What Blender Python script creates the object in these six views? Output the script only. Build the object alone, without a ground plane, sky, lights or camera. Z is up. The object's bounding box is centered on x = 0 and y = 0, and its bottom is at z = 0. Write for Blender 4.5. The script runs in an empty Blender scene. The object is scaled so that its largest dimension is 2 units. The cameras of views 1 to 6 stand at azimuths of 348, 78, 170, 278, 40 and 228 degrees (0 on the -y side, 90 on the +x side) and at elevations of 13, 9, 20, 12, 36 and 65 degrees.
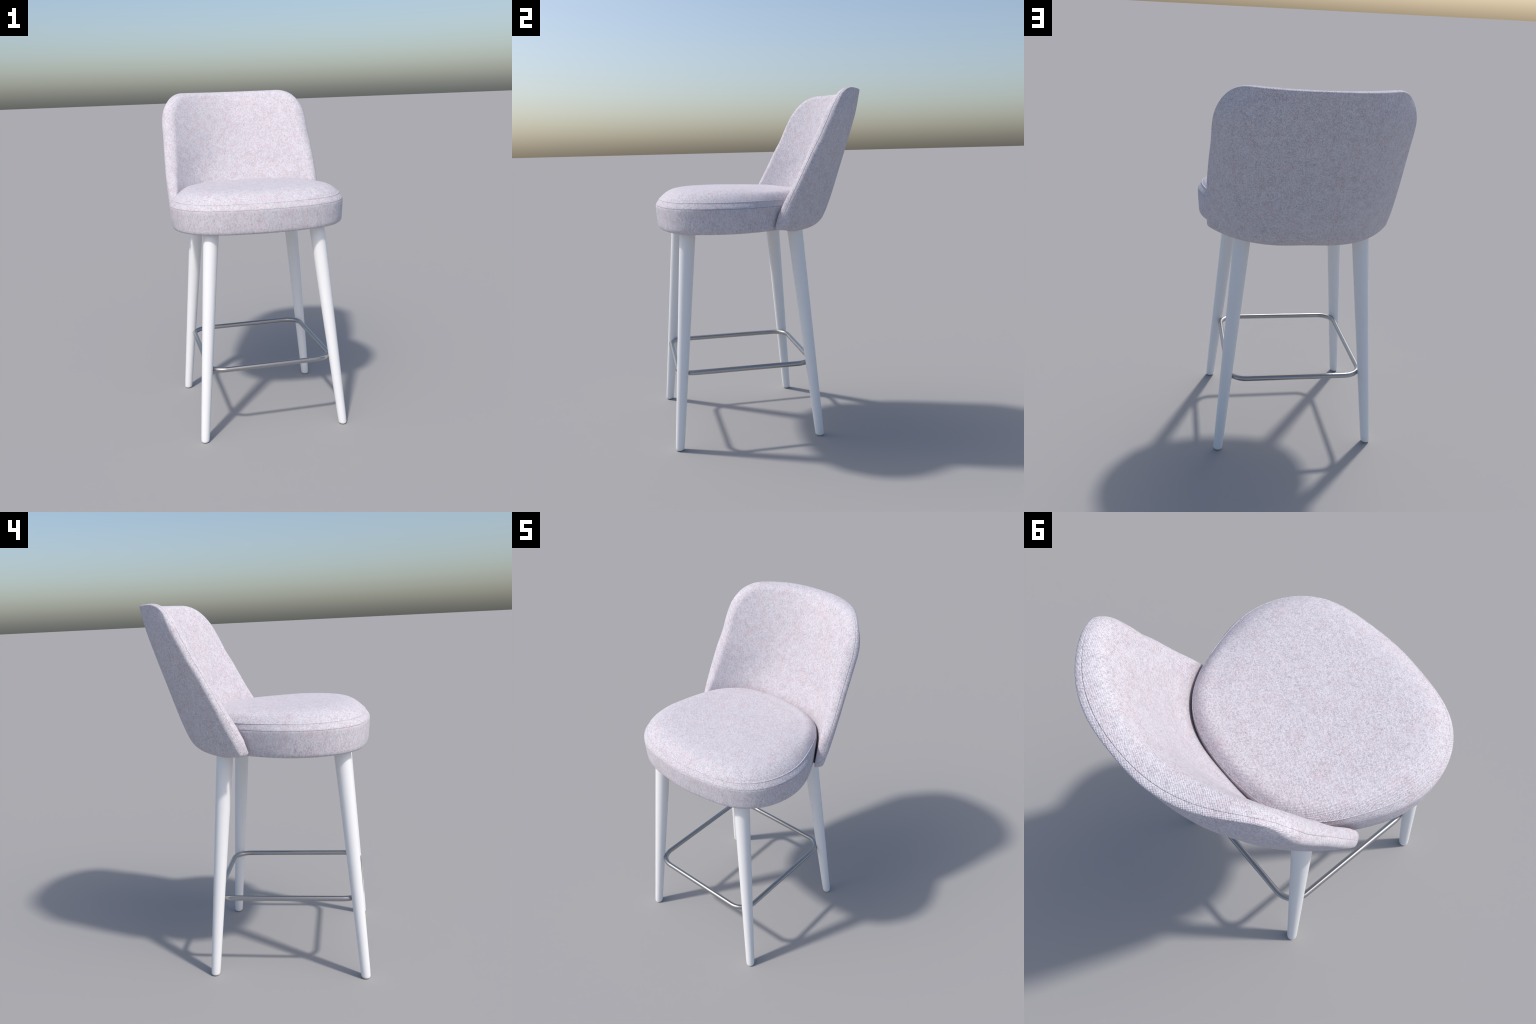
"""Upholstered counter stool: padded seat, wrap-round back, four tapered legs, tube footrest."""
import bpy, math
import numpy as np

TAU = 2 * math.pi


# ------------------------------------------------------------------ helpers
def curve(xs, ys):
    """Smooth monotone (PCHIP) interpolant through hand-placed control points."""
    x, y = np.array(xs, float), np.array(ys, float)
    h, d = np.diff(x), np.diff(y) / np.diff(x)
    m = np.zeros_like(y)
    for i in range(1, len(x) - 1):
        if d[i - 1] * d[i] > 0:
            w1, w2 = 2 * h[i] + h[i - 1], h[i] + 2 * h[i - 1]
            m[i] = (w1 + w2) / (w1 / d[i - 1] + w2 / d[i])
    m[0], m[-1] = d[0], d[-1]

    def f(t):
        t = np.clip(np.asarray(t, float), x[0], x[-1])
        i = np.clip(np.searchsorted(x, t) - 1, 0, len(x) - 2)
        s = (t - x[i]) / h[i]
        return ((2 * s**3 - 3 * s**2 + 1) * y[i] + (s**3 - 2 * s**2 + s) * h[i] * m[i]
                + (3 * s**2 - 2 * s**3) * y[i + 1] + (s**3 - s**2) * h[i] * m[i + 1])
    return f


def smooth(a, b, t):
    s = np.clip((np.asarray(t, float) - a) / (b - a), 0, 1)
    return s * s * (3 - 2 * s)


def mesh_object(name, verts, faces, material, parent=None, sharp=None):
    me = bpy.data.meshes.new(name)
    me.from_pydata([tuple(map(float, v)) for v in verts], [], faces)
    me.validate()
    import bmesh
    bm = bmesh.new()
    bm.from_mesh(me)
    bmesh.ops.remove_doubles(bm, verts=bm.verts, dist=1e-6)
    bmesh.ops.recalc_face_normals(bm, faces=bm.faces)
    bm.to_mesh(me)
    bm.free()
    me.polygons.foreach_set("use_smooth", [True] * len(me.polygons))
    if sharp:
        me.set_sharp_from_angle(angle=math.radians(sharp))
    me.materials.append(material)
    ob = bpy.data.objects.new(name, me)
    bpy.context.scene.collection.objects.link(ob)
    ob.parent = parent
    return ob


def loft(rings, closed=True, cap_start=True, cap_end=True):
    """Quads between consecutive rings of equal length; optional pole fans."""
    n, verts, faces = len(rings[0]), [], []
    for r in rings:
        verts += list(r)
    for k in range(len(rings) - 1):
        for i in range(n if closed else n - 1):
            j = (i + 1) % n
            faces.append((k * n + i, k * n + j, (k + 1) * n + j, (k + 1) * n + i))
    for flag, k in ((cap_start, 0), (cap_end, len(rings) - 1)):
        if flag:
            c = len(verts)
            verts.append(np.mean(rings[k], axis=0))
            faces += [(k * n + i, k * n + (i + 1) % n, c) for i in range(n)]
    return verts, faces


def tube(path, radius, sides=14):
    """Rings of a round tube along a closed path."""
    path = np.array(path)
    rings = []
    for i in range(len(path)):
        t = path[(i + 1) % len(path)] - path[i - 1]
        t /= np.linalg.norm(t)
        up = np.array([0, 0, 1.0]) - t * t[2]
        up /= np.linalg.norm(up)
        side = np.cross(t, up)
        rings.append([path[i] + radius * (math.cos(a) * side + math.sin(a) * up)
                      for a in np.arange(sides) * TAU / sides])
    rings.append(rings[0])
    return loft(rings, True, False, False)


# ---------------------------------------------------------------- materials
class Nodes:
    def __init__(self, name):
        self.mat = bpy.data.materials.new(name)
        self.mat.use_nodes = True
        self.t = self.mat.node_tree
        self.bsdf = self.t.nodes["Principled BSDF"]

    def link(self, a, b):
        self.t.links.new(a, b)

    def put(self, sock, val):
        if isinstance(val, bpy.types.NodeSocket):
            self.link(val, sock)
        else:
            sock.default_value = val

    def math(self, op, a, b=0.0, c=0.0):
        n = self.t.nodes.new("ShaderNodeMath")
        n.operation = op
        for s, v in zip(n.inputs, (a, b, c)):
            self.put(s, v)
        return n.outputs[0]

    def xyz(self):
        tc = self.t.nodes.new("ShaderNodeTexCoord")
        s = self.t.nodes.new("ShaderNodeSeparateXYZ")
        self.link(tc.outputs["Object"], s.inputs[0])
        return s.outputs

    def vec(self, x, y, z=0.0):
        n = self.t.nodes.new("ShaderNodeCombineXYZ")
        for s, v in zip(n.inputs, (x, y, z)):
            self.put(s, v)
        return n.outputs[0]

    def noise(self, vec, scale, detail=2.0, rough=0.5):
        n = self.t.nodes.new("ShaderNodeTexNoise")
        self.link(vec, n.inputs["Vector"])
        n.inputs["Scale"].default_value = scale
        n.inputs["Detail"].default_value = detail
        n.inputs["Roughness"].default_value = rough
        return n.outputs["Fac"]

    def white(self, vec):
        n = self.t.nodes.new("ShaderNodeTexWhiteNoise")
        n.noise_dimensions = "3D"
        self.link(vec, n.inputs["Vector"])
        return n.outputs["Value"]

    def remap(self, v, a, b, c, d):
        n = self.t.nodes.new("ShaderNodeMapRange")
        for s, val in zip(n.inputs, (v, a, b, c, d)):
            self.put(s, val)
        return n.outputs[0]

    def mix(self, fac, a, b, mode="MIX"):
        n = self.t.nodes.new("ShaderNodeMix")
        n.data_type = "RGBA"
        n.blend_type = mode
        self.put(n.inputs[0], fac)
        self.put(n.inputs[6], a)
        self.put(n.inputs[7], b)
        return n.outputs[2]


LIGHT = (0.695, 0.658, 0.712, 1)      # pale lilac yarn
GREY = (0.27, 0.26, 0.29, 1)        # grey yarn and the gaps of the weave
PINK = (0.675, 0.597, 0.648, 1)        # faint rose patches


YARN = 0.0063


def fabric(name, stretch=1.0, relief=1.0):
    """Coarse plain weave of melange yarn; `stretch` draws the flecks out upwards."""
    m = Nodes(name)
    x, y, z = m.xyz()
    # the weave is laid on each face along the two axes it faces least
    geo = m.t.nodes.new("ShaderNodeNewGeometry")
    n = m.t.nodes.new("ShaderNodeSeparateXYZ")
    m.link(geo.outputs["Normal"], n.inputs[0])
    ax, ay, az = (m.math("ABSOLUTE", c) for c in n.outputs)
    facing_x = m.math("MULTIPLY", m.math("GREATER_THAN", ax, ay), m.math("GREATER_THAN", ax, az))
    facing_z = m.math("MULTIPLY", m.math("GREATER_THAN", az, ay), m.math("GREATER_THAN", az, ax))
    u = m.math("ADD", x, m.math("MULTIPLY", facing_x, m.math("SUBTRACT", y, x)))
    v = m.math("ADD", z, m.math("MULTIPLY", facing_z, m.math("SUBTRACT", y, z)))
    flat = m.vec(x, y, z)
    # slight wander of the yarns
    wob = m.remap(m.noise(flat, 60, 1), 0, 1, -0.0016, 0.0016)
    uu, vv = m.math("ADD", u, wob), m.math("ADD", v, wob)
    k = TAU / YARN
    weave = m.math("MULTIPLY", m.math("SINE", m.math("MULTIPLY", uu, k)),
                   m.math("SINE", m.math("MULTIPLY", vv, k)))
    # every float of yarn has its own shade
    cell = m.vec(m.math("FLOOR", m.math("MULTIPLY", uu, 2 / YARN)),
                 m.math("FLOOR", m.math("MULTIPLY", vv, 2 / YARN)))
    yarn = m.white(cell)
    long_v = m.vec(x, y, m.math("MULTIPLY", z, stretch))
    slub = m.noise(long_v, 210, 3, 0.6)
    fleck = m.noise(long_v, 105, 2, 0.55)
    blot = m.noise(long_v, 38, 3, 0.6)
    rose = m.noise(m.vec(x, y, m.math("ADD", z, 3.7)), 17, 3, 0.55)
    grey = m.math("ADD", m.remap(weave, -1, 1, 0.12 + 0.17 * relief, 0.12 - 0.17 * relief), m.remap(yarn, 0, 1, -0.21 * relief, 0.08 * (1 - relief) + 0.29 * relief))
    grey = m.math("ADD", grey, m.remap(slub, 0.25, 0.75, -0.17, 0.21))
    grey = m.math("ADD", grey, m.remap(fleck, 0.28, 0.72, -0.13, 0.17))
    grey = m.math("ADD", grey, m.remap(blot, 0.3, 0.7, -0.08, 0.11))
    base = m.mix(m.remap(rose, 0.48, 0.68, 0.0, 0.85), LIGHT, PINK)
    col = m.mix(grey, base, GREY)
    m.link(col, m.bsdf.inputs["Base Color"])
    m.bsdf.inputs["Roughness"].default_value = 0.92
    m.bsdf.inputs["Specular IOR Level"].default_value = 0.15
    m.bsdf.inputs["Sheen Weight"].default_value = 0.08
    m.bsdf.inputs["Sheen Roughness"].default_value = 0.5
    b = m.t.nodes.new("ShaderNodeBump")
    b.inputs["Strength"].default_value = 0.6
    b.inputs["Distance"].default_value = 0.0012
    m.link(m.math("ADD", weave, m.math("MULTIPLY", slub, 1.2)), b.inputs["Height"])
    m.link(b.outputs[0], m.bsdf.inputs["Normal"])
    return m.mat


def lacquer():
    m = Nodes("white_lacquer")
    x, y, z = m.xyz()
    n = m.noise(m.vec(x, y, m.math("MULTIPLY", z, 0.2)), 30, 2)
    m.link(m.mix(n, (0.80, 0.80, 0.805, 1), (0.83, 0.83, 0.835, 1)), m.bsdf.inputs["Base Color"])
    m.bsdf.inputs["Roughness"].default_value = 0.42
    m.bsdf.inputs["Specular IOR Level"].default_value = 0.4
    return m.mat


def steel():
    m = Nodes("brushed_steel")
    x, y, z = m.xyz()
    n = m.noise(m.vec(x, y, z), 90, 2)
    m.link(m.mix(n, (0.40, 0.39, 0.385, 1), (0.46, 0.45, 0.445, 1)), m.bsdf.inputs["Base Color"])
    m.bsdf.inputs["Metallic"].default_value = 1.0
    m.bsdf.inputs["Roughness"].default_value = 0.28
    return m.mat


CLOTH_TOP = fabric("woven_fabric_cushion")
CLOTH_BAND = fabric("woven_fabric_band", 0.45, 0.7)
CLOTH_BACK = fabric("woven_fabric_back", 0.7)
WHITE = lacquer()
STEEL = steel()

stool = bpy.data.objects.new("bar_stool", None)
bpy.context.scene.collection.objects.link(stool)
stool["label"] = "pale lilac upholstered bar stool with white tapered legs"
stool["category"] = "bar stool"

# --------------------------------------------------------------------- seat
SEAT_C = np.array([0.0, -0.17])
# half plan outline of the seat at its widest seam, front centre to back centre
HALF = np.array([(0, -0.612), (0.13, -0.604), (0.26, -0.580), (0.36, -0.540), (0.432, -0.484),
                 (0.485, -0.40), (0.513, -0.29), (0.515, -0.19), (0.489, -0.095), (0.450, -0.010),
                 (0.424, 0.045), (0.392, 0.103), (0.354, 0.148), (0.289, 0.208), (0.20, 0.245), (0.10, 0.268), (0, 0.274)])


def seat_radius():
    """Polar radius of the outline as a smooth even Fourier series."""
    d = HALF - SEAT_C
    a = np.arctan2(d[:, 0], -d[:, 1])              # 0 at the front, pi at the back
    r = np.hypot(d[:, 0], d[:, 1])
    basis = np.cos(np.outer(a, np.arange(9)))
    c = np.linalg.lstsq(basis, r, rcond=None)[0]
    return lambda t: np.cos(np.outer(t, np.arange(9))) @ c


R_SEAT = seat_radius()
N_SEAT = 240
ANG = np.arange(N_SEAT) * TAU / N_SEAT
R0 = R_SEAT(np.where(ANG > math.pi, TAU - ANG, ANG))


# the bevel and the dome's shoulder stand almost upright along the back
BACK = smooth(-0.18, 0.10, SEAT_C[1] - R0 * np.cos(ANG))


def seat_ring(inset, z, upright=0.0):
    r = R0 - inset * (1 - upright * BACK)
    zz = np.full(N_SEAT, z) if np.isscalar(z) else z
    return np.stack([SEAT_C[0] + r * np.sin(ANG), SEAT_C[1] - r * np.cos(ANG), zz], 1)


Z_SEAM, Z_PIPE = 1.350, 1.387
# upholstered band below the seam
band = [seat_ring(i, z) for i, z in (
    (0.30, 1.214), (0.12, 1.214), (0.04, 1.2142), (0.025, 1.2150), (0.018, 1.2170), (0.0125, 1.2210),
    (0.0090, 1.2275), (0.0065, 1.240), (0.0045, 1.27), (0.002, 1.30), (0.0006, 1.325), (0.0, 1.340),
    (0.0002, 1.3480), (0.0007, 1.3496), (0.0022, 1.3505), (0.02, 1.3507), (0.2, 1.3507))]
seat_band = mesh_object("seat_band", *loft(band), CLOTH_BAND, stool, 50)

# cushion: bevel up to the piping, then a flat dome
dome = curve((0.0, 0.0235, 0.030, 0.042, 0.057, 0.075, 0.095, 0.125, 0.17, 0.24, 0.50),
             (1.376, 1.3885, 1.397, 1.407, 1.4175, 1.427, 1.4345, 1.441, 1.4465, 1.449, 1.453))
cush = [seat_ring(i, z, 0.7) for i, z in (
    (0.2, 1.3512), (0.02, 1.3512), (0.0022, 1.3512), (0.0009, 1.3518), (0.0009, 1.3540), (0.0020, 1.3575),
    (0.0060, 1.3635), (0.0115, 1.3715), (0.0175, 1.3795), (0.0200, 1.3832), (0.0208, 1.3850), (0.0222, 1.3864), (0.0240, 1.3873), (0.0253, 1.3885), (0.0266, 1.3899))]
edge = R0 - 0.0266 * (1 - 0.7 * BACK)
for rho in 1 - np.concatenate([np.linspace(0.012, 0.36, 26), np.linspace(0.40, 0.98, 14)]):
    rr = edge * rho
    inset = 0.0245 + (edge - rr) * (1 + 0.9 * BACK * smooth(0.10, 0.0, edge - rr))
    cush.append(np.stack([rr * np.sin(ANG), SEAT_C[1] - rr * np.cos(ANG),
                          dome(inset) - 0.007 * smooth(-0.30, 0.28, SEAT_C[1] - rr * np.cos(ANG))], 1))
    cush[-1][:, 2] = np.maximum(cush[-1][:, 2], 1.3895)
cushion = mesh_object("seat_cushion", *loft(cush), CLOTH_TOP, stool, 50)
# thin piping where bevel and dome meet
piping = mesh_object("piping", *tube(seat_ring(0.0222, Z_PIPE - 0.0024, 0.7), 0.0027, 10), CLOTH_TOP, cushion)

# ----------------------------------------------------------------- backrest
# Both faces are height fields y(x, z): a level section that falls forward with a power of |x|.
SHIFT = -0.006                                         # legs and rail sit a touch off the middle
back_y = curve((1.15, 1.26, 1.353, 1.546, 1.736, 1.90, 1.99), (0.352, 0.390, 0.426, 0.485, 0.543, 0.590, 0.614))
back_fall = curve((1.15, 1.25, 1.31, 1.41, 1.516, 1.611, 1.74, 1.84, 1.90, 1.935, 1.962, 1.99),
                  (0.345, 0.318, 0.306, 0.288, 0.270, 0.2565, 0.233, 0.220, 0.234, 0.254, 0.272, 0.286))
back_pow = curve((1.15, 1.31, 1.55, 1.85, 1.99), (2.45, 2.48, 2.66, 2.75, 2.65))
pad_y = curve((1.15, 1.24, 1.35, 1.50, 1.65, 1.80, 1.90, 1.98), (0.226, 0.239, 0.267, 0.333, 0.391, 0.446, 0.489, 0.534))
pad_fall = curve((1.15, 1.31, 1.50, 1.62, 1.74, 1.85, 1.98), (0.180, 0.182, 0.186, 0.184, 0.172, 0.167, 0.170))
pad_pow = curve((1.15, 1.35, 1.50, 1.65, 1.80, 2.0), (3.4, 3.3, 2.75, 2.05, 1.8, 1.75))
rim_x = curve((1.15, 1.25, 1.30, 1.48, 1.62, 1.72, 1.75), (0.474, 0.484, 0.4875, 0.488, 0.4835, 0.4775, 0.477))
pad_in = curve((1.15, 1.25, 1.34, 1.48, 1.62, 1.75), (0.026, 0.032, 0.048, 0.068, 0.075, 0.076))
Z_BEND, Z_CORNER, Z_TOP, COLS = 1.305, 1.75, 1.990, 121


def outer_y(x, z):
    return back_y(z) - back_fall(z) * (np.abs(x) / 0.48) ** back_pow(z)


def pad_face_y(x, z):
    return pad_y(z) - pad_fall(z) * (np.abs(x) / 0.42) ** pad_pow(z)


S = np.linspace(-1, 1, COLS)
S = 0.7 * S + 0.3 * np.sign(S) * (1 - (1 - np.abs(S)) ** 2)


def sheet_row(face, half, z):
    x = half * S
    z = np.broadcast_to(z, S.shape)
    return np.column_stack([x, face(x, z), z])


outer = []
# bowl under the seat: rows shrink towards a point hidden in the seat
POLE = np.array([0.0, 0.02])
SIDE = np.abs(S) ** 2
for q in np.concatenate([np.linspace(0.05, 0.70, 8), 1 - 0.30 * (1 - np.linspace(0.06, 1.0, 22)) ** 1.6]):
    n = 2.9 + 6.0 * SIDE                              # tighter turn at the sides
    floor = 1.181 + 0.012 * SIDE + 0.012 * np.abs(S) ** 12
    z = Z_BEND - (Z_BEND - floor) * (1 - q ** n) ** (1 / n)
    xy = POLE + (sheet_row(outer_y, rim_x(z), z)[:, :2] - POLE) * q
    xy[:, 1] -= 0.05 * (1 - q) * SIDE
    z = z + 0.035 * smooth(0.14, 0.0, xy[:, 1]) * smooth(0.99, 0.86, q)
    outer.append(np.column_stack([xy, z]))
BOWL, OVERLAP = len(outer), 14
inner = []
for row in outer[BOWL - OVERLAP:]:
    z = float(row[0, 2])
    inner.append(sheet_row(pad_face_y, -row[0, 0] - float(pad_in(z)), z))
for z in np.linspace(Z_BEND, Z_CORNER, 42)[1:]:
    outer.append(sheet_row(outer_y, float(rim_x(z)), z))
    inner.append(sheet_row(pad_face_y, float(rim_x(z) - pad_in(z)), z))
# rounded top corners: superelliptic quarter, finished by the level top edge
TURN = 2 / 2.5
for a in np.radians(np.linspace(0, 90, 40)[1:]):
    c, h = max(math.cos(a), 0.0) ** TURN, math.sin(a) ** TURN
    outer.append(sheet_row(outer_y, 0.324 + 0.153 * c, Z_CORNER + (Z_TOP - Z_CORNER) * h))
    inner.append(sheet_row(pad_face_y, 0.276 + 0.125 * c, Z_CORNER + (Z_TOP - 0.018 - Z_CORNER) * h))
outer, inner = np.array(outer), np.array(inner)
OUT_RIM = outer[BOWL - OVERLAP:]


def rim_frame(g, face):
    """Rim path (up one side, over the top, down the other) and its outward direction."""
    n = np.cross(np.gradient(g, axis=1), np.gradient(g, axis=0))
    x, z, h = g[OVERLAP:, :, 0], g[OVERLAP:, :, 2], 1e-4
    n[OVERLAP:] = np.stack([-(face(x + h, z) - face(x - h, z)) / (2 * h), np.ones_like(x),
                            -(face(x, z) - face(x, z - h)) / h], -1)
    n /= np.linalg.norm(n, axis=2, keepdims=True) + 1e-12
    walk = lambda a: np.concatenate([a[:, 0], a[-1, 1:-1], a[::-1, -1]])
    p, n = walk(g), walk(n)
    step = np.diff(p, axis=0)
    step /= np.linalg.norm(step, axis=1, keepdims=True) + 1e-12
    tan = np.concatenate([step[:1], step[1:] + step[:-1], step[-1:]])
    for _ in range(4):
        tan[1:-1] = (tan[:-2] + 2 * tan[1:-1] + tan[2:]) / 4
    e = np.cross(tan, n)
    e /= np.linalg.norm(e, axis=1, keepdims=True)
    mid = np.array([0, g[:, COLS // 2, 1].mean(), 1.6])
    return p, e * np.sign((e * (p - mid)).sum(1))[:, None]


B_O, E_O = rim_frame(OUT_RIM, outer_y)
B_I, E_I = rim_frame(inner, pad_face_y)
TOP = smooth(1.84, 1.97, B_O[:, 2])[:, None]
SLIM = np.clip(np.linalg.norm(B_I - B_O, axis=1) / 0.060, 0.35, 1.0)[:, None]
LOW = 0.30 + 0.70 * smooth(1.21, 1.46, B_O[:, 2])[:, None]
H_O = LOW * (0.046 * (1 - TOP) + 0.0165 * TOP) * SLIM
H_I = LOW * (0.036 * (1 - TOP) + 0.032 * TOP) * SLIM


def rim_line(s):
    """Rounded edge from the outer shell (s = 0) over to the padding (s = 1)."""
    return ((1 - s) ** 3 * B_O + 3 * s * (1 - s) ** 2 * (B_O + E_O * H_O)
            + 3 * s * s * (1 - s) * (B_I + E_I * H_I) + s ** 3 * B_I)


SEAM = 0.42 * (1 - TOP) + 0.34 * TOP
line = rim_line(SEAM)
groove = line + (0.5 * (B_O + B_I) - line) * 0.07
strip_out = [rim_line(SEAM * f) for f in (0.08, 0.2, 0.34, 0.5, 0.66, 0.82, 0.93, 0.97)] + [groove]
strip_in = [rim_line(1 - (1 - SEAM) * f) for f in (0.09, 0.2, 0.32, 0.44, 0.56, 0.68, 0.79, 0.88, 0.95, 0.98)] + [groove]


def shell_mesh(grid, first, strips):
    """Grid panel plus rim strips that continue its border from row `first` upwards."""
    r, c = grid.shape[:2]
    verts = list(grid.reshape(-1, 3))
    faces = [(i * c + j, i * c + j + 1, (i + 1) * c + j + 1, (i + 1) * c + j)
             for i in range(r - 1) for j in range(c - 1)]
    idx = np.arange(r * c).reshape(r, c)[first:]
    prev = list(np.concatenate([idx[:, 0], idx[-1, 1:-1], idx[::-1, -1]]))
    for s in strips:
        cur = list(range(len(verts), len(verts) + len(s)))
        verts += list(s)
        faces += [(int(prev[k]), int(prev[k + 1]), cur[k + 1], cur[k]) for k in range(len(s) - 1)]
        prev = cur
    return verts, faces


shell = mesh_object("backrest", *shell_mesh(outer, BOWL - OVERLAP, strip_out), CLOTH_BACK, stool)
pad = mesh_object("back_padding", *shell_mesh(inner, 0, strip_in), CLOTH_BACK, shell)
shell.location.x = -0.003

# --------------------------------------------------------------------- legs
FOOT, TOPS = np.array([0.4225, 0.4085]), np.array([0.311, 0.307])   # half spacing in x and y
LEG_Y = -0.1535                                                      # middle of the leg square
LEG_H = 1.245
leg_r = [(0.0, 0.004), (0.0, 0.0175), (0.0020, 0.0205), (0.0050, 0.0228), (0.0090, 0.0242), (0.014, 0.0246)]
leg_r += [(h, 0.0252 + (0.0448 - 0.0252) * (h / LEG_H)) for h in np.linspace(0.05, LEG_H, 26)]
A = np.arange(40) * TAU / 40
slope = (TOPS - FOOT) / 1.207


def leg_mesh():
    rings = []
    for h, r in leg_r:
        rings.append(np.stack([slope[0] * h + r * np.cos(A), slope[1] * h + r * np.sin(A), np.full(40, h)], 1))
    return loft(rings)


leg = mesh_object("leg", *leg_mesh(), WHITE, stool)
leg.location = (SHIFT + FOOT[0], LEG_Y + FOOT[1], 0)
for sx, sy in ((-1, 1), (-1, -1), (1, -1)):
    other = leg.copy()
    other.location = (SHIFT + sx * FOOT[0], LEG_Y + sy * FOOT[1], 0)
    # a half or quarter turn would not keep the unequal splay, so mirror by scale
    other.scale = (sx, sy, 1)
    bpy.context.scene.collection.objects.link(other)

# ----------------------------------------------------------------- footrest
Z_RAIL, HX, HY, BEND, TUBE = 0.424, 0.367, 0.391, 0.098, 0.0146
path = []
for cx, cy, a0 in ((1, 1, 0), (-1, 1, 90), (-1, -1, 180), (1, -1, 270)):
    for a in np.radians(np.linspace(a0, a0 + 90, 13)):
        path.append((cx * (HX - BEND) + BEND * math.cos(a), LEG_Y + cy * (HY - BEND) + BEND * math.sin(a), Z_RAIL))
footrest = mesh_object("footrest", *tube(path, TUBE, 16), STEEL, stool)
footrest.location.x = SHIFT


def peg_mesh():
    rings = [[(x, 0.0065 * math.cos(a), 0.0065 * math.sin(a)) for a in np.arange(14) * TAU / 14]
             for x in (-0.020, 0.020)]
    return loft(rings)


peg_src = None
for sx in (1, -1):
    for sy in (1, -1):
        c = np.array([HX - BEND, HY - BEND]) + BEND * math.sqrt(0.5)
        target = FOOT + slope * Z_RAIL
        d = target - c
        if peg_src is None:
            peg_src = peg = mesh_object("fixing_peg", *peg_mesh(), STEEL, footrest)
        else:
            peg = peg_src.copy()
            bpy.context.scene.collection.objects.link(peg)
        mid = c + 0.45 * d
        peg.location = (sx * mid[0], LEG_Y + sy * mid[1], Z_RAIL)
        peg.rotation_euler = (0, 0, math.atan2(sy * d[1], sx * d[0]))
